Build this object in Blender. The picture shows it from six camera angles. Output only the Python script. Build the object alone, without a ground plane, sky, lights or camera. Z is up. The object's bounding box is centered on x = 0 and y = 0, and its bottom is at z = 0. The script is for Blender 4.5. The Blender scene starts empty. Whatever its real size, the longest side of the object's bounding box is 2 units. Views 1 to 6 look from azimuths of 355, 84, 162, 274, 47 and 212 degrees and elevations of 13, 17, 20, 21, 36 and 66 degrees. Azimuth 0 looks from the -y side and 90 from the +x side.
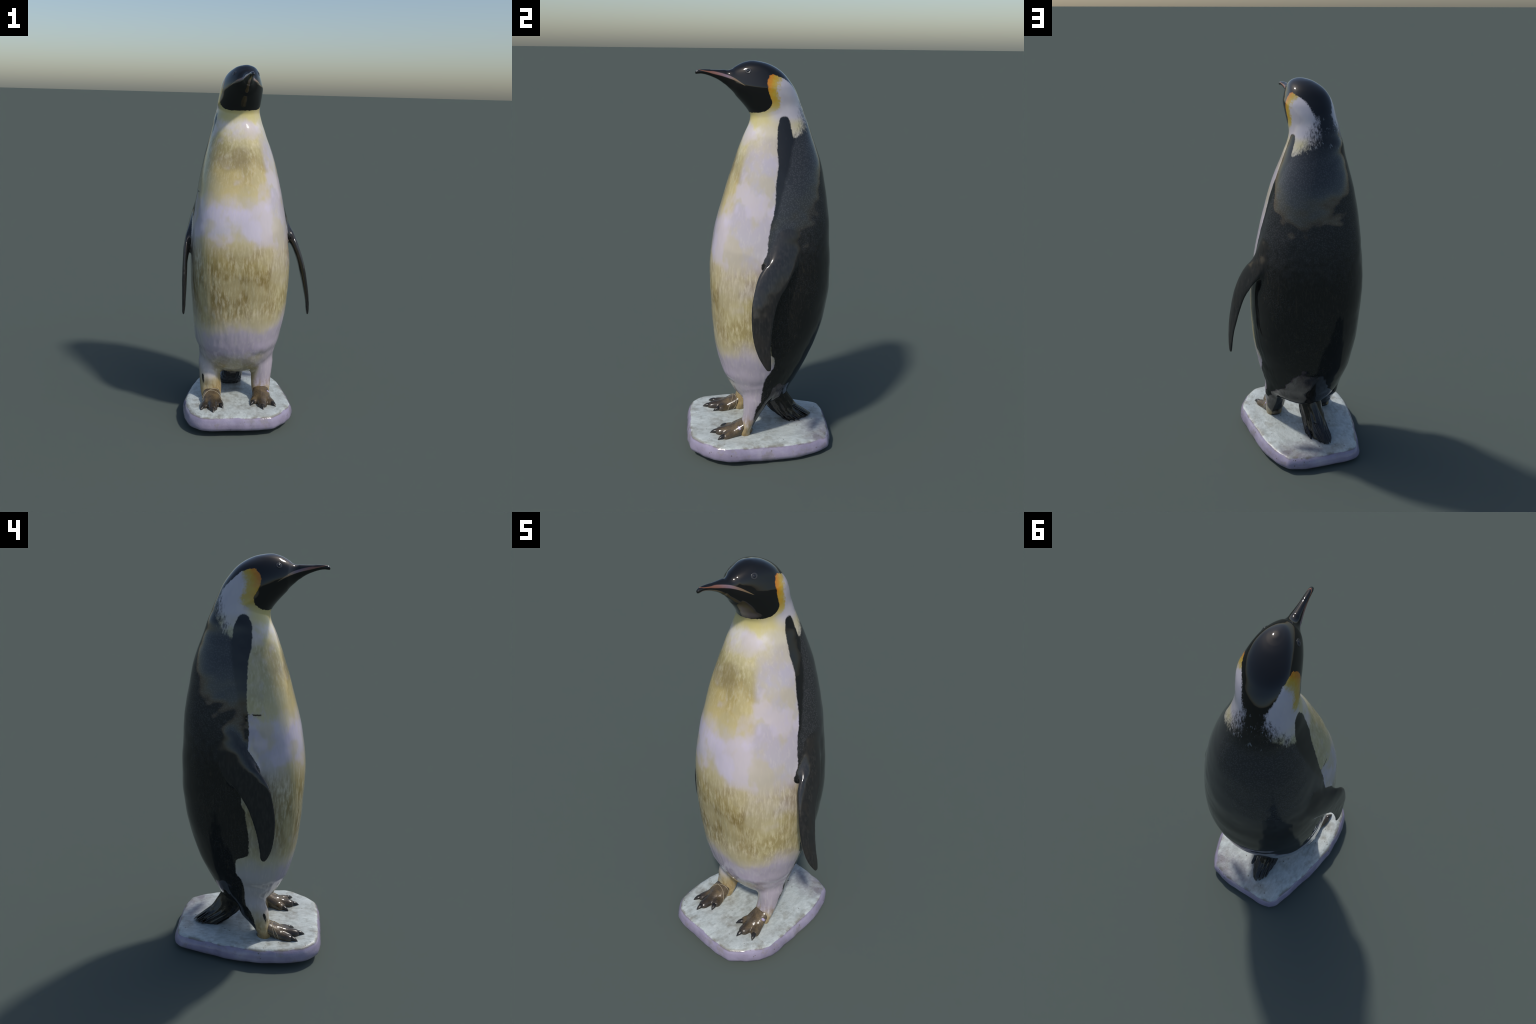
import bpy, bmesh, math, random
import numpy as np
from mathutils import Vector, noise
from mathutils.bvhtree import BVHTree

SCN = bpy.context.scene
COL = SCN.collection

# ------------------------------------------------------------------ helpers
def curve(keys, t):
    """smooth monotone-ish (Catmull-Rom) interpolation of rows keyed by column 0"""
    K = np.array(keys, float)
    o = np.argsort(K[:, 0]); K = K[o]
    x = K[:, 0]; out = []
    for tt in np.atleast_1d(t):
        i = int(np.clip(np.searchsorted(x, tt) - 1, 0, len(x) - 2))
        h = x[i+1] - x[i]; u = np.clip((tt - x[i]) / h, 0, 1)
        p0, p1 = K[i, 1:], K[i+1, 1:]
        d = (p1 - p0) / h
        dl = (p0 - K[i-1, 1:]) / (x[i] - x[i-1]) if i > 0 else d
        dr = (K[i+2, 1:] - p1) / (x[i+2] - x[i+1]) if i + 2 < len(x) else d
        m0 = np.where(dl * d > 0, 0.5 * (dl + d), 0); m1 = np.where(dr * d > 0, 0.5 * (dr + d), 0)
        if i == 0: m0 = d
        if i + 2 >= len(x): m1 = d
        u2, u3 = u*u, u*u*u
        out.append((2*u3-3*u2+1)*p0 + (u3-2*u2+u)*h*m0 + (-2*u3+3*u2)*p1 + (u3-u2)*h*m1)
    return np.array(out)

def loft(rings):
    """closed mesh data from a list of rings (each an (n,3) array)"""
    n = len(rings[0]); V = np.concatenate(rings); F = []
    for k in range(len(rings) - 1):
        a = k*n; b = a + n
        for i in range(n):
            j = (i + 1) % n
            F.append((a+i, a+j, b+j, b+i))
    V = np.vstack([V, rings[0].mean(0), rings[-1].mean(0)])
    c0 = len(V) - 2; c1 = c0 + 1; e = (len(rings) - 1) * n
    for i in range(n):
        j = (i + 1) % n
        F.append((c0, j, i)); F.append((c1, e+i, e+j))
    return V, F

def new_mesh(name, V, F):
    me = bpy.data.meshes.new(name)
    me.from_pydata([tuple(v) for v in V], [], [tuple(f) for f in F])
    bm = bmesh.new(); bm.from_mesh(me)
    bmesh.ops.recalc_face_normals(bm, faces=bm.faces)
    bm.to_mesh(me); bm.free()
    me.update()
    return me

def new_object(name, me, parent=None, mat=None, smooth=True):
    ob = bpy.data.objects.new(name, me); COL.objects.link(ob)
    if parent: ob.parent = parent
    if mat: me.materials.clear(); me.materials.append(mat)
    if smooth: me.polygons.foreach_set("use_smooth", [True]*len(me.polygons))
    return ob

def fused(parts, voxel, smooth_it, factor=0.5):
    """union of closed lofts as one smooth skin -> vertices, faces"""
    Vs, Fs, off = [], [], 0
    for V, F in parts:
        Vs.append(V); Fs += [tuple(i + off for i in f) for f in F]; off += len(V)
    me = new_mesh("union", np.vstack(Vs), Fs)
    ob = new_object("union", me)
    m = ob.modifiers.new("r", 'REMESH'); m.mode = 'VOXEL'; m.voxel_size = voxel
    if smooth_it:
        s = ob.modifiers.new("s", 'SMOOTH'); s.factor = factor; s.iterations = smooth_it
    dg = bpy.context.evaluated_depsgraph_get()
    ev = ob.evaluated_get(dg); m2 = bpy.data.meshes.new_from_object(ev)
    V = np.empty(len(m2.vertices)*3); m2.vertices.foreach_get("co", V); V = V.reshape(-1, 3)
    F = [tuple(p.vertices) for p in m2.polygons]
    bpy.data.objects.remove(ob); bpy.data.meshes.remove(me); bpy.data.meshes.remove(m2)
    return V, F

def fbm(p, s, seed=0.0):
    return noise.noise((p[0]*s+seed, p[1]*s-seed*.7, p[2]*s+seed*1.3))

TH = np.linspace(0, 2*math.pi, 72, endpoint=False)
def slice_ring(z, xl, xr, yf, yb, ym, n=2.0, shear=0.0):
    """horizontal egg-shaped ring; n = squareness, one value or one per quadrant
    (front +x, front -x, back +x, back -x)"""
    c, s = np.cos(TH), np.sin(TH)
    if np.ndim(n) == 0: n = (n, n, n, n)
    e = 2/np.where(s < 0, np.where(c > 0, n[0], n[1]), np.where(c > 0, n[2], n[3]))
    pc = np.sign(c)*np.abs(c)**e; ps = np.sign(s)*np.abs(s)**e
    xm = 0.5*(xl+xr); hw = 0.5*(xr-xl)
    y = ym + np.where(ps < 0, (ym-yf)*ps, (yb-ym)*ps)
    x = xm + hw*pc - shear*(y-0.05)
    return np.stack([x, y, np.full_like(x, z)], 1)

# ------------------------------------------------------------------ penguin skin
# horizontal slices:  z, x left, x right, y front, y back, y of widest, shear (head turn)
TRUNK = [
 (0.235, -.110, .010, -.02, .10, .02, 0),
 (0.255, -.170, .070, -.065, .142, .01, 0),
 (0.285, -.225, .125, -.108, .160, .0, 0),
 (0.32, -.252, .152, -.140, .176, .0, 0),
 (0.37, -.270, .174, -.171, .207, .0, 0),
 (0.43, -.285, .190, -.197, .238, .005, 0),
 (0.50, -.299, .206, -.217, .270, .01, 0),
 (0.60, -.309, .230, -.234, .308, .03, 0),
 (0.70, -.317, .243, -.243, .337, .045, 0),
 (0.80, -.322, .250, -.249, .354, .055, 0),
 (0.90, -.324, .252, -.253, .365, .065, 0),
 (1.00, -.322, .243, -.252, .365, .075, 0),
 (1.10, -.315, .231, -.241, .360, .08, 0),
 (1.20, -.303, .214, -.222, .3565, .085, 0),
 (1.25, -.297, .205, -.209, .353, .088, 0),
 (1.30, -.289, .195, -.194, .346, .09, 0),
 (1.40, -.272, .172, -.165, .330, .095, 0),
 (1.50, -.250, .144, -.133, .311, .095, 0),
 (1.60, -.223, .108, -.098, .278, .095, 0),
 (1.66, -.206, .086, -.074, .257, .09, .02),
 (1.70, -.197, .072, -.054, .243, .09, .04),
 (1.742, -.184, .062, -.046, .225, .085, .06),
 (1.765, -.179, .060, -.056, .217, .08, .08),
 (1.80, -.175, .062, -.083, .203, .06, .1),
 (1.85, -.167, .067, -.128, .182, .05, .1),
 (1.88, -.162, .068, -.152, .165, .045, .1),
 (1.91, -.153, .059, -.163, .143, .04, .1),
 (1.94, -.138, .047, -.160, .117, .03, .1),
 (1.96, -.124, .038, -.143, .092, .015, .1),
 (1.98, -.102, .023, -.110, .056, -.01, .1),
 (1.994, -.077, .000, -.080, .016, -.03, .1),
 (2.001, -.047, -.026, -.052, -.026, -.04, .1),
]
# squareness of the four quadrants: z, front left, front right, back left, back right
SQUARE = [(.235, 2, 2, 2, 2), (.35, 2.0, 2.1, 1.62, 2.0), (.5, 2.1, 2.45, 1.7, 2.2), (.8, 2.2, 2.9, 1.88, 2.2), (1.2, 2.3, 2.85, 1.95, 2.25),
          (1.5, 2.35, 2.6, 2.0, 2.15), (1.7, 2.1, 2.1, 2.05, 2.05), (1.85, 1.7, 1.7, 2, 2), (2.01, 1.8, 1.8, 2, 2)]
zs = np.concatenate([np.linspace(.235, .45, 30), np.linspace(.46, 1.68, 80), np.linspace(1.69, 2.001, 60)])
trunk = loft([slice_ring(z, *k[:5], q, k[5]) for z, k, q in zip(zs, curve(TRUNK, zs), curve(SQUARE, zs))])

# bill:  y, top z, bottom z, half width
BILL = [(-.09, 1.950, 1.850, .050), (-.147, 1.959, 1.867, .033), (-.178, 1.9590, 1.897, .0245),
        (-.20, 1.9588, 1.912, .020), (-.23, 1.9595, 1.926, .0155), (-.26, 1.9610, 1.936, .0125),
        (-.285, 1.9600, 1.940, .0110), (-.300, 1.9575, 1.938, .0095), (-.309, 1.952, 1.937, .0065)]
rings = []
for y, k in zip(*(lambda t: (t, curve(BILL, t)))(np.linspace(-.309, -.09, 44))):
    t, b, w = k
    c, s = np.cos(TH), np.sin(TH)
    cx = -0.045 - .1*(y-.05) - .0005
    rings.append(np.stack([cx + w*c, np.full_like(c, y), (t+b)/2 + (t-b)/2*s], 1))
bill = loft(rings)

def limb(keys, ts, n=2.0):
    """stack of horizontal ellipses: z, x0, x1, y0, y1"""
    return loft([slice_ring(z, k[0], k[1], k[2], k[3], .5*(k[2]+k[3]), n) for z, k in zip(ts, curve(keys, ts))])
LEG_R = [(.085, -.246, -.158, -.128, -.045), (.11, -.253, -.145, -.134, -.052), (.145, -.261, -.139, -.122, -.034), (.185, -.266, -.139, -.112, -.002),
         (.225, -.269, -.143, -.110, .034), (.28, -.271, -.140, -.092, .056), (.34, -.270, -.122, -.085, .11), (.42, -.262, -.11, -.08, .14)]
LEG_L = [(.085, .052, .134, -.112, -.045), (.11, .048, .140, -.116, -.050), (.15, .040, .147, -.104, -.034), (.20, .037, .152, -.091, -.008),
         (.225, .036, .155, -.089, .006), (.275, .032, .162, -.090, .036), (.34, .02, .167, -.088, .080), (.42, .01, .163, -.08, .12)]
leg_r = limb(LEG_R, np.linspace(.085, .42, 40))
leg_l = limb(LEG_L, np.linspace(.085, .42, 40))

def flipper(keys, side):
    """keys: z, y front, y rear, x centre, thickness, skew (rear edge set in)"""
    rings = []
    zz = np.linspace(keys[-1][0], keys[0][0], 90)
    for z, k in zip(zz, curve(keys, zz)):
        yf, yr, x, th, sk = k
        ch = .5*(yr-yf); ym = .5*(yr+yf)
        c, s = np.cos(TH), np.sin(TH)
        yy = ch*c
        # thick leading edge, thin trailing edge
        prof = .5*th*np.sign(s)*np.abs(s)**.9*(1.0 - .35*c)
        xx = x + prof - side*sk*yy
        rings.append(np.stack([xx, ym+yy, np.full_like(c, z)], 1))
    return loft(rings)
FLIP_L = [(1.36, .12, .20, .115, .05, .1), (1.30, .09, .205, .140, .06, .1), (1.22, .060, .198, .180, .062, .1), (1.12, .032, .175, .219, .052, .12), (1.07, .0, .165, .243, .044, .12), (1.02, -.030, .144, .266, .038, .12),
          (.965, -.050, .102, .290, .032, .12), (.91, -.062, .068, .308, .029, .12), (.82, -.066, .042, .329, .026, .1), (.76, -.062, .033, .341, .024, .08),
          (.67, -.042, .027, .358, .020, .04), (.62, -.018, .028, .364, .018, .0), (.595, -.002, .028, .367, .015, .0), (.583, .006, .027, .368, .009, 0)]
FLIP_R = [(1.36, .12, .19, -.215, .05, .1), (1.30, .09, .195, -.240, .06, .1), (1.22, .056, .184, -.272, .060, .1), (1.15, .022, .168, -.300, .05, .1), (1.06, -.045, .143, -.327, .040, .1),
          (.99, -.090, .102, -.342, .032, .1), (.93, -.108, .052, -.350, .028, .08), (.85, -.122, .002, -.355, .026, .06), (.78, -.126, -.028, -.3565, .024, .05),
          (.71, -.121, -.046, -.359, .021, .03), (.655, -.108, -.056, -.361, .018, 0), (.624, -.094, -.060, -.362, .014, 0), (.611, -.085, -.068, -.362, .008, 0)]
flip_l = flipper(FLIP_L, 1); flip_r = flipper(FLIP_R, -1)

SOURCES = [("trunk", trunk), ("bill", bill), ("leg", leg_r), ("leg", leg_l), ("wing", flip_l), ("wing", flip_r)]
V, F = fused([s[1] for s in SOURCES], 0.004, 10)

# melt the joints (shoulders, thighs, bill root) into the trunk
def blend_joints(V, F, reach=.035, iters=70):
    tr = [BVHTree.FromPolygons([tuple(v) for v in s[0]], s[1]) for _, s in SOURCES]
    W = np.zeros(len(V))
    for i, p in enumerate(V):
        v = Vector(p); d0 = tr[0].find_nearest(v)[3]
        if d0 > reach: continue
        for k, t in enumerate(tr[1:]):
            r = reach*{"bill": .45, "leg": .5}.get(SOURCES[k+1][0], 1.0)
            h = t.find_nearest(v, r)
            if h[0] is not None and d0 < r: W[i] = max(W[i], (1-h[3]/r)*(1-d0/r))
    W = np.clip(W*2.2, 0, .6)[:, None]
    E = np.unique(np.sort(np.array([(f[i], f[(i+1) % len(f)]) for f in F for i in range(len(f))]), 1), axis=0)
    deg = np.bincount(E.ravel(), minlength=len(V))[:, None]
    for _ in range(iters):
        S = np.zeros_like(V)
        for c in range(3):
            S[:, c] = np.bincount(E[:, 0], V[E[:, 1], c], len(V)) + np.bincount(E[:, 1], V[E[:, 0], c], len(V))
        V = V + W*(S/deg - V)
    return V
V = blend_joints(V, F)

# soft plumage relief
def vertex_normals(V, F):
    A = np.array([f if len(f) == 4 else (f[0], f[1], f[2], f[2]) for f in F])
    n = np.cross(V[A[:, 2]]-V[A[:, 0]], V[A[:, 3]]-V[A[:, 1]])
    N = np.zeros_like(V)
    for k in range(4): np.add.at(N, A[:, k], n)
    return N/np.maximum(np.linalg.norm(N, axis=1, keepdims=True), 1e-12), A
N, A = vertex_normals(V, F)
d = np.empty(len(V))
for i, p in enumerate(V):
    head = min(max((p[2]-1.70)/.12, 0), 1)
    w = fbm(p, 9, 3.1)*.0018 + fbm(p, 22, 7.7)*.0006
    sh = max(0, 1-abs(p[2]-1.2)/.2)*min(max((abs(p[0]+.04)-.10)/.06, 0), 1)*(p[1] > .03)
    w += sh*fbm(p, 15, 12.3)*.0026
    low = min(max((1.05-p[2])/.2, 0), 1)*(p[1] < .12)
    streak = noise.noise((p[0]*55, p[1]*55, p[2]*11))*.0011*low
    zc = .405 + .16*(p[1]+.12)                         # belly overhanging the thighs
    k = min(max((.05-p[1])/.06, 0), 1)*min(max((abs(p[0]+.05)-.05)/.06, 0), 1)*(p[2] > .3)*(p[2] < .56)
    fold = k*(.0030*math.exp(-((p[2]-zc-.035)/.035)**2) - .0042*math.exp(-((p[2]-zc+.014)/.024)**2))*(.7+1.2*fbm(p, 7, 21.0))
    d[i] = w*(1-.75*head) + streak*(1-head) + fold
V = V + N*d[:, None]
N, A = vertex_normals(V, F)

# ---- which part each face belongs to
trees = [(n, BVHTree.FromPolygons([tuple(v) for v in s[0]], s[1])) for n, s in SOURCES]
C = V[A].mean(1)
region = []
for c in C:
    v = Vector(c); best = None; bd = 9
    for i, (n, t) in enumerate(trees):
        dd = t.find_nearest(v)[3]
        if dd < bd - 1e-4: bd = dd; best = i
    n = trees[best][0]
    if n == "trunk":
        zc = c[2] + .25*(c[1]-.05)
        n = "head" if zc > 1.755 else ("neck" if zc > 1.62 else "torso")
        if c[2] < .27: n = "torso"
        key = (n, 0)
    else:
        key = (n, best)
    region.append(key)

# ------------------------------------------------------------------ materials
class Nodes:
    """small vocabulary for writing node trees as formulas"""
    def __init__(self, name):
        self.mat = bpy.data.materials.new(name); self.mat.use_nodes = True
        self.t = self.mat.node_tree; self.b = self.t.nodes["Principled BSDF"]
        tc = self.t.nodes.new("ShaderNodeTexCoord"); self.P = tc.outputs["Object"]
        sp = self.t.nodes.new("ShaderNodeSeparateXYZ"); self.t.links.new(self.P, sp.inputs[0])
        self.x, self.y, self.z = sp.outputs
    def put(self, sock, v):
        if isinstance(v, bpy.types.NodeSocket): self.t.links.new(v, sock)
        elif isinstance(v, (tuple, list)) and len(v) == 3 and sock.type == 'RGBA': sock.default_value = (*v, 1)
        else: sock.default_value = v
    def math(self, op, a, b=0.0, c=0.0):
        n = self.t.nodes.new("ShaderNodeMath"); n.operation = op
        for s, v in zip(n.inputs, (a, b, c)): self.put(s, v)
        return n.outputs[0]
    def add(self, a, b): return self.math('ADD', a, b)
    def sub(self, a, b): return self.math('SUBTRACT', a, b)
    def mul(self, a, b): return self.math('MULTIPLY', a, b)
    def mad(self, a, b, c): return self.math('MULTIPLY_ADD', a, b, c)
    def lo(self, a, b): return self.math('MINIMUM', a, b)
    def hi(self, a, b): return self.math('MAXIMUM', a, b)
    def inv(self, a): return self.math('SUBTRACT', 1.0, a)
    def step(self, v, a, b, lo=0.0, hi=1.0):
        n = self.t.nodes.new("ShaderNodeMapRange"); n.interpolation_type = 'SMOOTHSTEP'
        if not isinstance(a, bpy.types.NodeSocket) and not isinstance(b, bpy.types.NodeSocket) and a > b:
            a, b, lo, hi = b, a, hi, lo
        for s, w in zip(n.inputs[:5], (v, a, b, lo, hi)): self.put(s, w)
        return n.outputs[0]
    def curve(self, v, pts):
        """piecewise curve value(v) through control points"""
        pts = sorted(pts); x0, x1 = pts[0][0], pts[-1][0]
        ys = [p[1] for p in pts]; y0, y1 = min(ys), max(ys)
        u = self.t.nodes.new("ShaderNodeMapRange")
        for s, w in zip(u.inputs[:5], (v, x0, x1, 0.0, 1.0)): self.put(s, w)
        n = self.t.nodes.new("ShaderNodeFloatCurve"); self.put(n.inputs["Value"], u.outputs[0])
        c = n.mapping.curves[0]
        for i, (px, py) in enumerate(pts):
            q = ((px-x0)/(x1-x0), (py-y0)/(y1-y0))
            if i == 0: c.points[0].location = q
            elif i == len(pts)-1: c.points[-1].location = q
            else: c.points.new(*q)
        for p in c.points: p.handle_type = 'AUTO_CLAMPED'
        n.mapping.update()
        return self.mad(n.outputs[0], y1-y0, y0)
    def noise(self, scale, detail=2.0, rough=.5, stretch=(1, 1, 1), offset=0.0, dist=0.0):
        m = self.t.nodes.new("ShaderNodeMapping"); self.put(m.inputs[0], self.P)
        m.inputs["Scale"].default_value = stretch; m.inputs["Location"].default_value = (offset, offset*.6, -offset)
        n = self.t.nodes.new("ShaderNodeTexNoise"); self.put(n.inputs["Vector"], m.outputs[0])
        n.inputs["Scale"].default_value = scale; n.inputs["Detail"].default_value = detail
        n.inputs["Roughness"].default_value = rough; n.inputs["Distortion"].default_value = dist
        return n.outputs["Fac"]
    def cells(self, scale, stretch=(1, 1, 1), feature='F1'):
        m = self.t.nodes.new("ShaderNodeMapping"); self.put(m.inputs[0], self.P); m.inputs["Scale"].default_value = stretch
        n = self.t.nodes.new("ShaderNodeTexVoronoi"); n.feature = feature; self.put(n.inputs["Vector"], m.outputs[0])
        n.inputs["Scale"].default_value = scale
        return n.outputs["Distance"]
    def ramp(self, v, stops, lo=0.0, hi=1.0, ease='LINEAR'):
        u = self.t.nodes.new("ShaderNodeMapRange")
        for s, w in zip(u.inputs[:5], (v, lo, hi, 0.0, 1.0)): self.put(s, w)
        n = self.t.nodes.new("ShaderNodeValToRGB"); self.put(n.inputs[0], u.outputs[0]); e = n.color_ramp.elements
        n.color_ramp.interpolation = ease
        while len(e) < len(stops): e.new(.5)
        for el, (p, c) in zip(e, stops): el.position = (p-lo)/(hi-lo); el.color = (*c, 1)
        return n.outputs[0]
    def mix(self, f, a, b, mode='MIX'):
        n = self.t.nodes.new("ShaderNodeMix"); n.data_type = 'RGBA'; n.blend_type = mode
        self.put(n.inputs[0], f); self.put(n.inputs[6], a); self.put(n.inputs[7], b)
        return n.outputs[2]
    def grey(self, v):
        n = self.t.nodes.new("ShaderNodeCombineColor")
        for s in n.inputs[:3]: self.put(s, v)
        return n.outputs[0]
    def blob(self, c, r, soft=.4, wob=None):
        """mask of an ellipsoid patch"""
        q = None
        for s, ci, ri in zip((self.x, self.y, self.z), c, r):
            d = self.mul(self.sub(s, ci), 1/ri); d = self.mul(d, d)
            q = d if q is None else self.add(q, d)
        if wob is not None: q = self.add(q, wob)
        return self.step(q, 1+soft, 1-soft)
    def finish(self, col, rough=.1, bump=None, strength=.2, dist=.002, spec=.5):
        self.put(self.b.inputs["Base Color"], col); self.put(self.b.inputs["Roughness"], rough)
        self.put(self.b.inputs["Specular IOR Level"], spec)
        if bump is not None:
            n = self.t.nodes.new("ShaderNodeBump"); n.inputs["Strength"].default_value = strength; n.inputs["Distance"].default_value = dist
            self.put(n.inputs["Height"], bump); self.put(self.b.inputs["Normal"], n.outputs[0])
        return self.mat

def plumage():
    m = Nodes("plumage")
    fine = m.sub(m.noise(150, 3, .6, (1, 1, .6)), .5)
    mid = m.sub(m.noise(34, 2, .5), .5)
    y = m.add(m.add(m.y, m.mul(fine, .010)), m.mul(mid, .010))
    z = m.add(m.add(m.z, m.mul(m.sub(m.noise(150, 3, .6, (1, 1, .6), 3.0), .5), .008)), m.mul(mid, -.010))
    left = m.step(m.x, -.062, -.048)                      # the bird's own left side (+x)
    def both(l, r): return m.add(m.mul(m.curve(z, l), left), m.mul(m.curve(z, r), m.inv(left)))
    # border between pale front and dark back, as y over height
    side = both([(.06, -.06), (.185, -.041), (.268, -.026), (.32, -.003), (.368, .002), (.435, .010), (.50, .045), (.566, .060), (.608, .039), (.80, .035), (1.01, .030), (1.035, .004), (1.055, -.012), (1.085, -.002), (1.14, .016),
                 (1.205, .025), (1.26, .035), (1.335, .054), (1.393, .059), (1.463, .064), (1.543, .073), (1.605, .071), (1.69, .075), (1.73, .085), (1.76, .09)],
                [(.06, -.06), (.19, -.044), (.263, -.022), (.343, .013), (.40, .017), (.464, .033), (.506, .059), (.561, .063), (.598, .022), (.626, -.002), (.69, 0), (.774, .011), (.848, .022), (.913, .042), (1.0, .040),
                 (1.204, .017), (1.297, .024), (1.411, .035), (1.494, .036), (1.56, .034), (1.614, .023), (1.673, .025), (1.727, .038), (1.76, .06)])
    strip_back = both([(1.62, .30), (1.635, .16), (1.656, .149), (1.696, .141), (1.737, .130), (1.76, .12)],
                      [(1.62, .30), (1.635, .118), (1.66, .112), (1.688, .109), (1.716, .099), (1.737, .089), (1.76, .08)])
    nape = both([(1.60, .10), (1.64, .10), (1.655, .152), (1.67, .178), (1.69, .195), (1.726, .203), (1.771, .199), (1.821, .189), (1.861, .168), (1.899, .137), (1.918, .111), (1.926, .090), (1.948, .04)],
                [(1.60, .10), (1.64, .10), (1.655, .118), (1.67, .138), (1.706, .158), (1.74, .172), (1.779, .180), (1.832, .173), (1.86, .156), (1.896, .121), (1.925, .088), (1.948, .01)])
    face = both([(1.752, -.2), (1.760, -.07), (1.766, 0), (1.778, .028), (1.79, .041), (1.81, .050), (1.838, .039), (1.878, .028), (1.90, .027), (1.929, .033), (1.942, .052), (1.952, .2)],
                [(1.752, -.2), (1.758, -.07), (1.765, -.012), (1.775, .0), (1.79, .018), (1.815, .025), (1.854, .007), (1.897, -.004), (1.918, .002), (1.937, .018), (1.946, .04), (1.955, .2)])
    soft = m.step(m.z, 1.86, 1.72, .003, .034)             # nape edge frays downwards
    speck = m.mul(m.sub(m.noise(120, 3, .65, (1, 1, .35), 8.0), .5), m.step(m.z, 1.87, 1.72, .01, .13))
    dn = m.add(m.sub(y, nape), speck)
    back_nape = m.step(m.math('DIVIDE', dn, soft), -1.0, 1.0)
    back_nape = m.mul(back_nape, m.step(m.z, 1.600, 1.605))
    sd = m.sub(y, side)
    behind = m.step(sd, -.003, .003)
    mx = m.add(m.mul(left, .040), .068)                    # rounded upper end of the shoulder strip
    dz = m.mul(m.sub(m.y, mx), 40.0)
    ztop = m.sub(1.750, m.mul(m.mul(dz, dz), .012))
    low_z = m.step(m.sub(z, ztop), .004, -.004)
    strip = m.mul(m.mul(behind, low_z), m.step(m.sub(y, strip_back), .003, -.003))
    trunk_back = m.mul(behind, m.step(m.z, 1.640, 1.632))
    fd = m.sub(y, face)
    hood = m.mul(m.step(fd, .002, -.002), m.step(m.z, 1.745, 1.752))
    crown = m.step(z, 1.942, 1.948)
    dark = m.hi(m.hi(m.hi(strip, trunk_back), m.hi(back_nape, hood)), crown)

    # ---- pale side: bands of ochre stain and lilac white
    warp = m.add(m.mul(m.sub(m.noise(5.5, 2, .5, offset=1.0), .5), .20), m.mul(m.sub(m.noise(17, 3, .6, (1, 1, .6), 4.0), .5), .11))
    streak = m.noise(80, 3, .65, (1, 1, .22), 2.0)
    zb = m.add(m.add(m.z, m.add(warp, -.005)), m.mul(m.sub(streak, .5), .05))
    LIL = (.595, .565, .655); WHT = (.76, .73, .76); GLD = (.44, .33, .16)
    mid_c = m.ramp(zb, [(.10, GLD), (.23, (.36, .29, .15)), (.28, (.33, .30, .19)), (.345, (.40, .37, .34)), (.40, (.46, .41, .55)), (.52, (.54, .49, .60)), (.585, (.60, .54, .44)), (.65, (.50, .43, .25)),
                        (.72, (.27, .21, .085)), (.86, (.30, .235, .095)), (.95, (.50, .41, .18)), (1.05, (.60, .53, .38)), (1.11, LIL), (1.23, (.68, .63, .80)), (1.275, (.66, .59, .50)),
                        (1.33, (.66, .55, .28)), (1.44, (.60, .49, .22)), (1.50, (.40, .335, .16)), (1.56, (.46, .405, .20)), (1.62, (.68, .61, .34)), (1.675, (.78, .74, .70)), (1.72, (.70, .64, .34)), (1.80, (.60, .54, .26))], 0, 2)
    left_c = m.ramp(zb, [(.10, GLD), (.155, (.46, .38, .26)), (.20, (.49, .44, .54)), (.52, (.55, .50, .64)), (.60, (.62, .56, .52)), (.66, (.62, .54, .28)), (.86, (.62, .55, .32)), (.95, (.58, .53, .52)), (1.03, (.62, .56, .62)), (1.10, LIL), (1.30, (.60, .55, .68)),
                         (1.38, LIL), (1.60, (.55, .51, .66)), (1.66, WHT), (1.71, (.66, .60, .50)), (1.76, (.62, .57, .62))], 0, 2)
    right_c = m.ramp(zb, [(.10, GLD), (.22, (.47, .41, .28)), (.30, (.50, .48, .54)), (.50, (.54, .52, .56)), (.60, (.56, .53, .42)), (.67, (.45, .42, .36)), (.74, (.36, .32, .20)), (.86, (.42, .38, .25)), (.95, (.55, .52, .46)), (1.06, (.58, .55, .62)), (1.14, (.58, .55, .70)), (1.30, (.58, .55, .70)),
                          (1.325, (.54, .50, .32)), (1.55, (.50, .46, .28)), (1.62, (.56, .53, .36)), (1.68, (.64, .60, .66)), (1.76, (.62, .57, .5))], 0, 2)
    left_c = m.mix(1.0, left_c, (.88, .885, .87), 'MULTIPLY'); right_c = m.mix(1.0, right_c, (.95, .95, .92), 'MULTIPLY')
    xw = m.add(m.x, m.mul(m.sub(m.noise(9, 2, .5, (1, 1, .5), 6.0), .5), .12))
    half = m.curve(m.z, [(.2, .10), (.6, .19), (1.0, .20), (1.3, .16), (1.6, .125), (1.8, .08)])
    cx = m.add(xw, .05)
    pale = m.mix(m.step(m.sub(cx, half), -.03, .03), mid_c, left_c)
    pale = m.mix(m.step(m.add(cx, half), .01, -.05), pale, right_c)
    # feather streaks
    sk = m.step(streak, .36, .66)
    stain = m.step(m.z, .55, .68); stain = m.mul(stain, m.step(m.z, 1.08, .98))
    upper = m.mul(m.mul(m.step(m.z, 1.28, 1.4), m.step(m.z, 1.66, 1.58)), .45)
    stain = m.hi(stain, m.mul(upper, m.step(m.sub(cx, half), .02, -.04)))
    stain = m.mul(m.mul(stain, m.step(m.y, .10, .0)), m.step(m.noise(7, 2, .5, offset=50.0), .3, .6, .35, 1.0))
    pale = m.mix(m.mul(m.mul(sk, stain), .5), pale, (.74, .66, .44))
    pale = m.mix(m.mul(m.mul(m.inv(sk), stain), .55), pale, (.27, .20, .075))
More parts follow.
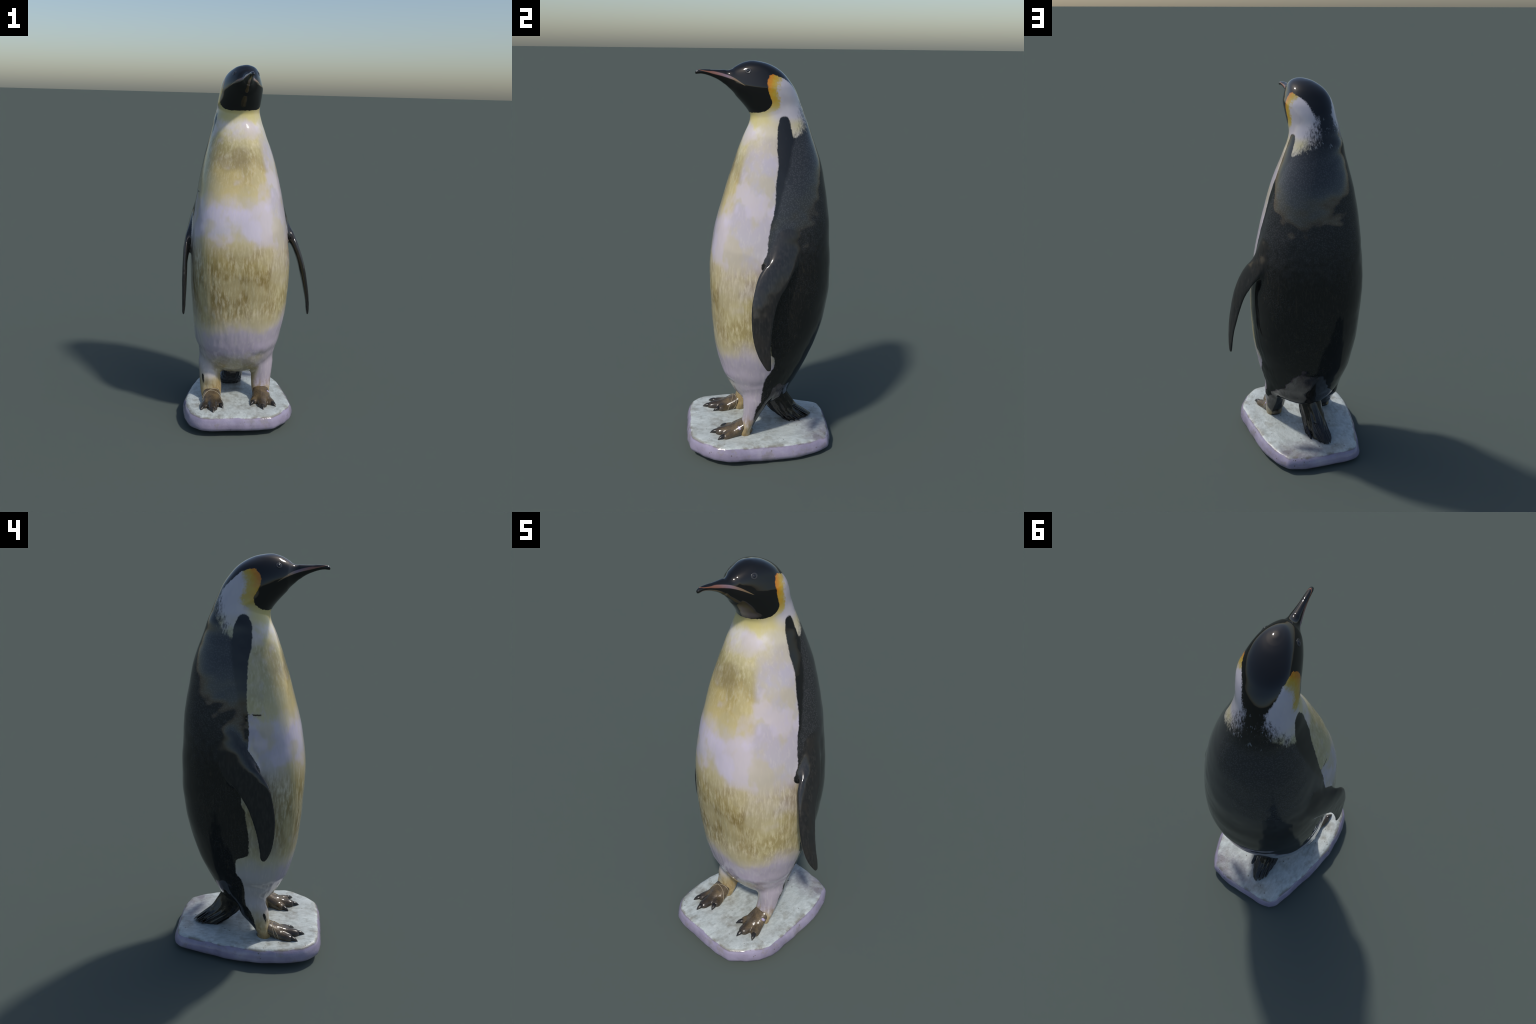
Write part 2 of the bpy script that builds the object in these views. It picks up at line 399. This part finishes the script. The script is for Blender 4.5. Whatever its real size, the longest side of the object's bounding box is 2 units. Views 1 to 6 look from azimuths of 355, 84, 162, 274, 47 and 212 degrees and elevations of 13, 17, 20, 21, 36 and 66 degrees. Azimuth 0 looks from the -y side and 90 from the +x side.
    pale = m.mix(m.mul(m.step(streak, .5, .7), .2), pale, (.76, .72, .66))
    cream = m.mul(m.step(m.noise(8, 3, .55, (1, 1, .7), 60.0), .46, .60), m.step(m.z, .5, .62))
    pale = m.mix(m.mul(cream, .5), pale, (.57, .51, .31))
    wash = m.mul(m.step(m.noise(7, 3, .55, (1, 1, .7), 70.0), .53, .62), m.mul(m.step(m.z, .5, .62), m.inv(m.lo(m.mul(stain, 2.0), .9))))
    pale = m.mix(m.mul(wash, .5), pale, (.66, .61, .80))
    # darker belly smudge low between the legs, and brown spot on the breast
    pale = m.mix(m.mul(m.blob((-.06, -.15, 1.515), (.05, .09, .055), .8, m.mul(mid, 2.0)), .5), pale, (.27, .215, .11))
    # white neck side behind the ear patch
    pale = m.mix(m.mul(m.step(m.z, 1.70, 1.76), m.step(m.y, .01, .05)), pale, m.mix(m.noise(30, 2, .5, (1, 1, .4), 5.0), (.53, .51, .62), (.66, .63, .69)))
    shin = m.mul(m.step(m.z, .25, .16), m.step(m.noise(38, 3, .6, (1, 1, .5), 80.0), .42, .60))
    pale = m.mix(m.mul(shin, .7), pale, (.25, .175, .075))
    # ear patch: orange at the hood, yellow, fading out backwards
    rag = m.mul(m.sub(m.noise(60, 3, .6, (.6, 1, 1), 9.0), .5), .05)
    width = m.add(m.mul(m.curve(m.z, [(1.74, .035), (1.79, .045), (1.84, .045), (1.88, .055), (1.93, .075), (1.96, .08)]), left),
                  m.mul(m.curve(m.z, [(1.74, .05), (1.79, .06), (1.84, .062), (1.88, .075), (1.93, .085), (1.96, .08)]), m.inv(left)))
    t = m.math('DIVIDE', m.add(fd, rag), width)
    ear = m.ramp(t, [(0, (.56, .19, .015)), (.22, (.58, .27, .02)), (.5, (.56, .37, .045)), (1, (.54, .47, .23))])
    ear = m.mix(m.mul(m.step(m.z, 1.90, 1.85), .6), ear, (.58, .40, .05))
    ear = m.mix(m.step(m.z, 1.84, 1.775), ear, (.58, .48, .16))
    ear_on = m.mul(m.step(t, 1.15, .7), m.step(m.z, 1.745, 1.80, .0, 1.0))
    pale = m.mix(ear_on, pale, ear)
    # pale yellow throat
    pale = m.mix(m.mul(m.mul(m.step(m.z, 1.69, 1.73), m.step(m.z, 1.80, 1.765)), m.mul(m.step(m.y, .08, .02), .6)), pale, (.70, .62, .26))

    pale = m.mix(1.0, pale, (.88, .855, .80), 'MULTIPLY')

    # ---- dark side
    barb = m.noise(110, 3, .65, (1, 1, .35), 12.0)
    darkc = m.mix(m.step(barb, .45, .8), (.0125, .0125, .0122), (.030, .027, .023))
    flank = m.mul(m.step(m.z, 1.30, 1.0), m.step(m.noise(60, 2, .6, (1, 1, .3), 15.0), .58, .72))
    darkc = m.mix(m.mul(flank, .6), darkc, (.040, .033, .024))
    up = m.mul(m.step(m.add(m.z, m.mul(mid, .3)), 1.02, 1.30), m.step(m.z, 1.74, 1.62))
    tone_back = both([(1.25, .045), (1.30, .062), (1.40, .088), (1.50, .118), (1.60, .142), (1.66, .155), (1.76, .14)],
                     [(1.25, .03), (1.32, .05), (1.40, .075), (1.50, .098), (1.60, .115), (1.66, .120), (1.76, .10)])
    strip_tone = m.mul(m.mul(behind, m.step(m.sub(y, tone_back), .010, -.010)), m.step(m.z, 1.22, 1.30))
    darkc = m.mix(m.mul(up, m.mul(m.inv(strip_tone), .85)), darkc, m.mix(m.step(m.cells(135), .15, .6), (.062, .064, .068), (.030, .032, .035)))
    dots = m.mul(m.step(m.cells(120), .42, .18), m.mul(m.step(m.z, 1.30, 1.1), m.step(m.noise(7, 2, .5, offset=25.0), .40, .62)))
    darkc = m.mix(m.mul(dots, .5), darkc, (.040, .043, .048))
    darkc = m.mix(m.mul(strip_tone, .8), darkc, (.011, .012, .013))
    headmask = m.step(m.z, 1.74, 1.78)
    darkc = m.mix(headmask, darkc, (.0075, .0075, .0075))
    # white flecks on the nape
    fleck = m.mul(m.step(m.noise(85, 2, .6, (1, 1, .3), 20.0), .62, .70), m.mul(m.step(m.z, 1.66, 1.72), m.step(m.z, 1.86, 1.80)))
    darkc = m.mix(m.mul(fleck, m.step(m.y, .12, .16)), darkc, (.16, .17, .18))
    col = m.mix(dark, pale, darkc)
    # bill plate: pink line along the lower mandible, running back to the gape
    zl = m.curve(m.y, [(-.29, 1.958), (-.255, 1.951), (-.215, 1.944), (-.165, 1.932), (-.127, 1.918), (-.098, 1.902), (-.075, 1.888)])
    wl = m.curve(m.y, [(-.29, .0005), (-.25, .0028), (-.20, .0062), (-.15, .0060), (-.11, .0038), (-.085, .0018), (-.075, .0002)])
    line = m.step(m.math('ABSOLUTE', m.sub(m.z, zl)), m.mul(wl, 1.3), m.mul(wl, .7))
    line = m.mul(line, m.mul(m.step(m.y, -.07, -.08), m.step(m.z, 1.875, 1.88)))
    billc = m.ramp(m.y, [(-.26, (.22, .085, .045)), (-.21, (.24, .11, .09)), (-.16, (.22, .15, .19)), (-.12, (.20, .13, .08)), (-.09, (.15, .11, .06))], -.3, -.07)
    col = m.mix(line, col, billc)
    # odd marks: a dark scan seam copied as colour beside the breast, a dark nick on one shin
    scan_seam = m.mul(m.step(m.math('ABSOLUTE', m.sub(m.z, m.mad(mid, .012, 1.313))), .005, .0025), m.mul(m.step(m.y, .03, .02), m.step(m.y, -.04, -.03)))
    scan_seam = m.mul(m.mul(scan_seam, m.step(m.x, -.2, -.22)), m.step(m.noise(45, 1, .5, offset=31.0), .47, .53))
    nick = m.blob((-.247, -.105, .232), (.0065, .03, .028), .3, m.mul(mid, 3.5))
    col = m.mix(m.hi(scan_seam, nick), col, (.008, .008, .009))
    bump = m.mul(m.add(streak, m.mul(m.noise(13, 2, .5, offset=40.0), .6)), m.inv(dark))
    return m.finish(col, m.mix(dark, (.09, .09, .09), (.055, .055, .055)), bump, .2, .0025)

def wing_feathers():
    m = Nodes("wing_feathers")
    n = m.noise(90, 3, .6, (1, 1, .3)); pt = m.noise(12, 3, .6, offset=3.0)
    col = m.mix(m.step(n, .4, .75), (.019, .0195, .020), (.036, .034, .032))
    col = m.mix(m.mul(m.step(pt, .52, .66), .6), col, (.030, .027, .024))
    geo = m.t.nodes.new("ShaderNodeNewGeometry")
    worn = m.mul(m.step(geo.outputs["Pointiness"], .56, .66), m.step(m.noise(40, 2, .6, offset=9.0), .5, .62))
    col = m.mix(m.mul(worn, .7), col, (.16, .12, .07))
    return m.finish(col, .12, m.noise(60, 3, .6, (1, 1, .12)), .08, .002)

def foot_skin():
    m = Nodes("foot_skin")
    n = m.noise(28, 4, .6); k = m.cells(170)
    col = m.ramp(n, [(.28, (.028, .021, .014)), (.5, (.070, .050, .028)), (.72, (.14, .098, .048))])
    col = m.mix(m.mul(m.step(k, .15, .5), .25), col, (.17, .13, .08))
    front = m.step(m.add(m.y, m.mul(m.sub(n, .5), .06)), -.165, -.235)
    col = m.mix(m.mul(front, .75), col, (.022, .019, .017))
    paint = m.blob((.128, -.112, .146), (.016, .010, .008), .5, m.mul(m.sub(m.noise(60, 2), .5), 2.5))
    col = m.mix(paint, col, (.42, .37, .55))
    return m.finish(col, .16, m.add(m.mul(k, .4), n), .18, .003)

def claw_horn():
    m = Nodes("claw_horn")
    return m.finish(m.mix(m.step(m.noise(60, 3, .6), .4, .7), (.010, .0095, .009), (.040, .033, .025)), .28, m.noise(80, 3), .15, .002)

def tail_feathers():
    m = Nodes("tail_feathers")
    n = m.noise(90, 3, .6, (1, .35, .35))
    col = m.mix(m.step(n, .4, .75), (.010, .0095, .009), (.030, .024, .017))
    return m.finish(col, .13, m.noise(120, 3, .6, (1, .2, .2)), .3, .002)

def snow_paint():
    m = Nodes("snow_paint")
    geo = m.t.nodes.new("ShaderNodeNewGeometry"); sp = m.t.nodes.new("ShaderNodeSeparateXYZ"); m.t.links.new(geo.outputs["Normal"], sp.inputs[0])
    n1 = m.noise(8, 4, .6); n2 = m.noise(60, 4, .65, (1, .45, 1)); dirt = m.noise(15, 4, .65, offset=4.0)
    top = m.ramp(n2, [(.2, (.31, .34, .325)), (.5, (.49, .535, .52)), (.8, (.63, .67, .655))])
    top = m.mix(m.mul(m.step(n1, .40, .70), .35), top, (.42, .44, .41))
    top = m.mix(m.mul(m.step(dirt, .52, .70), .5), top, (.26, .255, .21))
    # greyed rear corner, broken up by the dirt noise
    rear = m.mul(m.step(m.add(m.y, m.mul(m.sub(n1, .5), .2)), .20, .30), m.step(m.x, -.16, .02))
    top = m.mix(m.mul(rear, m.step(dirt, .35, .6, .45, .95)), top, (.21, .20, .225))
    side = m.ramp(m.noise(10, 3, .6, offset=7.0), [(.3, (.245, .215, .295)), (.55, (.305, .272, .37)), (.8, (.39, .36, .43))])
    side = m.mix(m.mul(m.step(dirt, .52, .66), .5), side, (.24, .215, .20))
    h = m.sub(m.z, m.mul(m.y, TILT))
    hw = m.add(h, m.mul(m.sub(m.noise(14, 3, .6, offset=2.0), .5), .010))
    f = m.step(hw, .0875, .0905)
    grime = m.mul(m.mul(m.step(hw, .083, .089), m.step(hw, .0965, .091)), m.step(m.noise(16, 3, .6, offset=12.0), .40, .6))
    col = m.mix(f, side, top)
    col = m.mix(m.mul(grime, .7), col, (.15, .13, .09))
    pit = m.mul(m.step(m.cells(42), .17, .11), m.step(m.noise(20, 2, offset=18.0), .52, .6))
    col = m.mix(m.mul(pit, .8), col, (.10, .085, .06))
    return m.finish(col, m.step(hw, .087, .091, .10, .42), m.add(m.mul(n2, .7), m.noise(120, 3, .6)), .25, .003)

def eye_gloss():
    m = Nodes("eye_gloss"); return m.finish(m.mix(m.noise(80), (.008, .010, .016), (.018, .020, .028)), .05)
def eyelid_skin():
    m = Nodes("eyelid_skin"); return m.finish(m.mix(m.noise(200), (.020, .021, .024), (.045, .045, .048)), .2)
def string_fibre():
    m = Nodes("string_fibre"); return m.finish(m.mix(m.noise(300), (.20, .16, .10), (.40, .34, .24)), .4)
TILT = -.04   # the slab is a little higher at the toes than behind the tail
M_plumage = plumage(); M_bill = M_plumage; M_wing = wing_feathers(); M_foot = foot_skin(); M_claw = claw_horn()
M_tail = tail_feathers(); M_snow = snow_paint(); M_eye = eye_gloss(); M_lid = eyelid_skin(); M_string = string_fibre()

# ------------------------------------------------------------------ assemble
root = bpy.data.objects.new("penguin", None); COL.objects.link(root)
root["label"] = "mounted penguin with pale belly, black back and orange ear patches"
root["category"] = "penguin"

from collections import defaultdict
groups = defaultdict(list)
for fi, r in enumerate(region): groups[r].append(fi)
MATS = {"torso": M_plumage, "neck": M_plumage, "head": M_plumage, "leg": M_plumage, "wing": M_wing, "bill": M_bill}
PARTS = {}
for (name, idx), fl in sorted(groups.items()):
    used = np.unique(A[fl]); remap = -np.ones(len(V), int); remap[used] = np.arange(len(used))
    me = bpy.data.meshes.new(name)
    me.from_pydata([tuple(v) for v in V[used]], [], [tuple(int(remap[i]) for i in F[f]) for f in fl])
    ob = new_object(name, me, root, MATS[name])
    me.normals_split_custom_set_from_vertices([tuple(n) for n in N[used]])
    PARTS[(name, idx)] = ob

# ------------------------------------------------------------------ eyes
head = PARTS[("head", 0)]
def eye(at):
    hit, nrm, _, _ = BVHTree.FromPolygons([tuple(v) for v in V], F).find_nearest(Vector(at))
    q = nrm.to_track_quat('Z', 'Y').to_matrix()
    th = np.linspace(0, 2*math.pi, 28, endpoint=False)
    def place(r): return np.array([tuple(hit + q @ Vector(p)) for p in r])
    ball = [place(np.stack([.0098*math.sin(a)*np.cos(th), .0085*math.sin(a)*np.sin(th), np.full(28, -.0040+.0075*math.cos(a))], 1)) for a in np.linspace(.12, math.pi*.75, 12)]
    eo = new_object("eye", new_mesh("eye", *loft(ball)), head, M_eye)
    lid = []
    ph = np.linspace(0, 2*math.pi, 12, endpoint=False)
    Vt, Ft = [], []
    for i, a in enumerate(th):
        for b in ph:
            r = .0108 + .0042*math.cos(b)
            Vt.append(tuple(hit + q @ Vector((r*math.cos(a), r*.88*math.sin(a), .0014*math.sin(b) - .0002))))
    for i in range(28):
        for k in range(12):
            Ft.append((i*12+k, ((i+1) % 28)*12+k, ((i+1) % 28)*12+(k+1) % 12, i*12+(k+1) % 12))
    new_object("eyelid", new_mesh("eyelid", Vt, Ft), head, M_lid)
eye((.035, -.062, 1.956)); eye((-.100, -.080, 1.960))
# ------------------------------------------------------------------ feet
def tube(path, radii, flat=1.0, n=20):
    P = np.array(path, float); rings = []
    t = np.linspace(0, len(P)-1, (len(P)-1)*7+1)
    K = np.column_stack([np.arange(len(P)), P, radii]); Q = curve(K, t)
    th = np.linspace(0, 2*math.pi, n, endpoint=False)
    for i in range(len(Q)):
        a = Q[max(i-1, 0), :3]; b = Q[min(i+1, len(Q)-1), :3]
        d = (b-a)/np.linalg.norm(b-a); s = np.cross(d, [0, 0, 1]); s /= np.linalg.norm(s); u = np.cross(s, d)
        r = Q[i, 3]
        rings.append(Q[i, :3] + r*np.cos(th)[:, None]*s + r*flat*np.sin(th)[:, None]*u)
    return loft(rings)

def foot(ankle, toes, parent):
    ax, ay = ankle
    parts = []; claws = []
    for tx, ty, r in toes:
        d = np.array([tx-ax, ty-ay]); L = np.linalg.norm(d); d /= L
        bx, by = tx-d[0]*.036, ty-d[1]*.036
        def at(f): return ax+(bx-ax)*f, ay+(by-ay)*f
        parts.append(tube([(ax, ay, .132), (*at(.30), .122), (*at(.58), .112), (*at(.84), .108), (*at(.97), .1055), (*at(1.04), .103)],
                          [r*1.1, r*1.12, r*.95, r*.86, r*.72, r*.42], .9))
        claws.append(tube([(bx-d[0]*.016, by-d[1]*.016, .111), (bx+d[0]*.002, by+d[1]*.002, .1135), (bx+d[0]*.020, by+d[1]*.020, .111), (tx, ty, .104)],
                          [.0115, .0132, .0092, .0016], .9, 14))
    for a, b in ((0, 1), (1, 2)):                       # web
        mx, my = .5*(toes[a][0]+toes[b][0]), .5*(toes[a][1]+toes[b][1])
        mx, my = ax+(mx-ax)*.50, ay+(my-ay)*.50
        parts.append(tube([(ax, ay, .125), (.5*(ax+mx), .5*(ay+my), .118), (mx, my, .106)], [.034, .032, .022], .5))
    # instep rising into the shin, heel pad
    cx, cy = toes[1][0], toes[1][1]
    parts.append(tube([(ax, ay+.030, .180), (ax, ay+.004, .152), (ax+(cx-ax)*.25, ay+(cy-ay)*.25, .122), (ax+(cx-ax)*.5, ay+(cy-ay)*.5, .102)], [.036, .046, .054, .044], .58))
    parts.append(tube([(ax, ay+.045, .108), (ax, ay+.01, .118), (ax, ay-.05, .118)], [.018, .036, .040], .7))
    fv, ff = fused(parts, .0035, 7)
    fob = new_object("foot", new_mesh("foot", fv, ff), parent, M_foot)
    for c in claws:
        new_object("claw", new_mesh("claw", *c), fob, M_claw)
    return fv, ff
FR = foot((-.197, -.098), [(-.260, -.268, .028), (-.190, -.303, .033), (-.133, -.244, .031)], root)
# thin string tied round one instep: a loop drawn tight onto the foot
bvh = BVHTree.FromPolygons([tuple(v) for v in FR[0]], FR[1])
for k in range(2):
    n_ = 72; P_ = []
    for a in np.linspace(0, 2*math.pi, n_, endpoint=False):
        p = Vector((-.196 + .075*math.cos(a), -.140 - .010*k + .022*math.cos(a)*(1-1.2*k) + .02*math.sin(a), .122 + .060*math.sin(a)))
        c_ = Vector((-.194, p.y, .118)); h_ = bvh.ray_cast(p, (c_-p).normalized())
        P_.append(tuple(h_[0] + (p-c_).normalized()*.0008) if h_[0] is not None else tuple(c_ + (p-c_)*.6))
    P_ = np.array(P_)
    for _ in range(3): P_ = .5*P_ + .25*np.roll(P_, 1, 0) + .25*np.roll(P_, -1, 0)
    th = np.linspace(0, 2*math.pi, 8, endpoint=False); Vt = []; Ft = []
    for i in range(n_):
        d_ = P_[(i+1) % n_]-P_[i-1]; d_ /= np.linalg.norm(d_); s_ = np.cross(d_, [0, 1, 0]); s_ /= np.linalg.norm(s_); u_ = np.cross(s_, d_)
        for t in th: Vt.append(P_[i] + .0015*(math.cos(t)*s_ + math.sin(t)*u_))
    for i in range(n_):
        for q in range(8): Ft.append((i*8+q, ((i+1) % n_)*8+q, ((i+1) % n_)*8+(q+1) % 8, i*8+(q+1) % 8))
    new_object("string", new_mesh("string", Vt, Ft), root, M_string)
foot((.092, -.088), [(.170, -.227, .029), (.094, -.266, .034), (.025, -.209, .031)], root)

# ------------------------------------------------------------------ tail
# stiff wedge standing on the slab:  z, x left, x right, y front, y back, y of widest
TAIL = [(.078, -.128, -.022, .158, .288, .19), (.09, -.132, -.019, .140, .284, .18), (.12, -.136, -.014, .108, .256, .15), (.16, -.136, -.010, .062, .217, .11),
        (.20, -.134, -.006, .030, .188, .09), (.25, -.130, -.004, .010, .160, .07), (.30, -.12, -.01, .0, .14, .06)]
rings = []
for z in np.linspace(.078, .30, 46):
    k = curve(TAIL, z)[0]
    r = slice_ring(z, *k, (2.6, 2.6, 1.6, 1.6))
    cx = .5*(k[0]+k[1])
    f = np.clip((.26-z)/.1, 0, 1)
    for i in range(len(r)):
        a = TH[i]; g = (math.cos(a*17+3*math.sin(z*25))*.0022 + noise.noise((r[i, 0]*60, r[i, 1]*60, z*14))*.004)*f
        r[i, :2] += g*np.array([math.cos(a), math.sin(a)])
    r[:, 0] += -.016*np.clip((r[:, 1]-.15)/.15, 0, 1)
    rings.append(r)
tail_ob = new_object("tail", new_mesh("tail", *loft(rings)), root, M_tail)
# quills: ragged pointed blades lying along the back of the wedge
rng = random.Random(5)
def quill(a, b, w, name="tail_feather"):
    a = np.array(a); b = np.array(b); d = b-a; L = np.linalg.norm(d); d /= L
    s_ = np.cross(d, [0, .7, .7]); s_ /= np.linalg.norm(s_); u = np.cross(s_, d)
    th = np.linspace(0, 2*math.pi, 12, endpoint=False); rr = []
    for t in np.linspace(0, 1, 16):
        ww = w*(1-.25*t)*min(1, (1.0001-t)*5)**.7
        rr.append(a + d*L*t + np.outer(np.cos(th)*ww, s_) + np.outer(np.sin(th)*ww*.28, u))
    new_object(name, new_mesh(name, *loft(rr)), tail_ob, M_tail)
for i in range(11):
    f = (i-5)/5.0
    tipx = -.093 + f*.040 + rng.uniform(-.003, .003); tipy = .306 - .055*abs(f)**1.5 + rng.uniform(-.006, .008)
    topx = -.072 + f*.040; topy = .205 - .060*abs(f)**1.6
    quill((topx, topy, .165), (tipx, tipy, .083 + .004*(1-abs(f))), .0115)
for i in range(6):
    sx = -1 if i % 2 else 1
    y0 = .14 + .03*(i//2)
    quill((-.075+sx*.052, y0-.035, .135), (-.075+sx*(.060-.002*i), y0+.035+rng.uniform(0, .01), .084), .010)

# ------------------------------------------------------------------ snow base
OUT = [(-.30,-.348),(-.262,-.378),(-.21,-.389),(-.10,-.390),(.0,-.389),(.08,-.386),(.145,-.372),(.205,-.315),(.254,-.240),(.273,-.185),(.270,-.10),(.261,-.02),(.250,.08),(.236,.19),(.194,.300),(.152,.360),
       (.08,.382),(-.02,.388),(-.12,.390),(-.2,.388),(-.238,.376),(-.260,.350),(-.29,.265),(-.325,.135),(-.352,.02),(-.363,-.08),(-.362,-.16),(-.350,-.245),(-.332,-.308)]
TILT = -.04   # the slab is a little higher at the toes than behind the tail
def outline(n=240):
    P = np.array(OUT); Q = np.vstack([P, P[:1]])
    s = np.concatenate([[0], np.cumsum(np.linalg.norm(np.diff(Q, axis=0), axis=1))])
    t = np.linspace(0, s[-1], n, endpoint=False)
    R = np.stack([np.interp(t, s, Q[:, 0]), np.interp(t, s, Q[:, 1])], 1)
    for _ in range(3): R = .5*R + .25*np.roll(R, 1, 0) + .25*np.roll(R, -1, 0)
    return R
R = outline(); nR = len(R)
T = np.roll(R, -1, 0)-np.roll(R, 1, 0); T /= np.linalg.norm(T, axis=1, keepdims=True)
INW = np.stack([-T[:, 1], T[:, 0]], 1)
for _ in range(12): INW = .5*INW+.25*np.roll(INW, 1, 0)+.25*np.roll(INW, -1, 0)
front = np.clip((.05-R[:, 1])/.4, 0, 1)
rings = []
for off, z in [(.036, 0), (.022, .005), (.009, .018), (0, .032), (0, .045), (.003, .060), (.008, .074), (.015, .0845), (.022, .0905), (.028, .0935), (.038, .095)]:
    under = np.where(z < .035, (1-z/.035), 0)*front*.055
    q = R + INW*(off + under)[:, None]
    zz = np.full(nR, z)
    for i in range(nR):
        p = (q[i, 0], q[i, 1], z)
        w = fbm(p, 14, 5)*.004 + fbm(p, 40, 9)*.0015
        q[i] += -INW[i]*w
        zz[i] += (fbm((p[0], p[1], 0), 9, 2)*.003 + TILT*p[1])*min(z/.08, 1)
    rings.append(np.column_stack([q, zz]))
cen = np.array([-.045, 0.0])
q0 = rings[-1][:, :2]
for k in np.linspace(.96, .02, 30):
    q = cen + (q0-cen)*k
    zz = np.array([.095 + TILT*b + fbm((a, b, 0), 9, 2)*.003 + fbm((a, b, 0), 35, 4)*.0009*(1-k**8) for a, b in q])
    rings.append(np.column_stack([q, zz]))
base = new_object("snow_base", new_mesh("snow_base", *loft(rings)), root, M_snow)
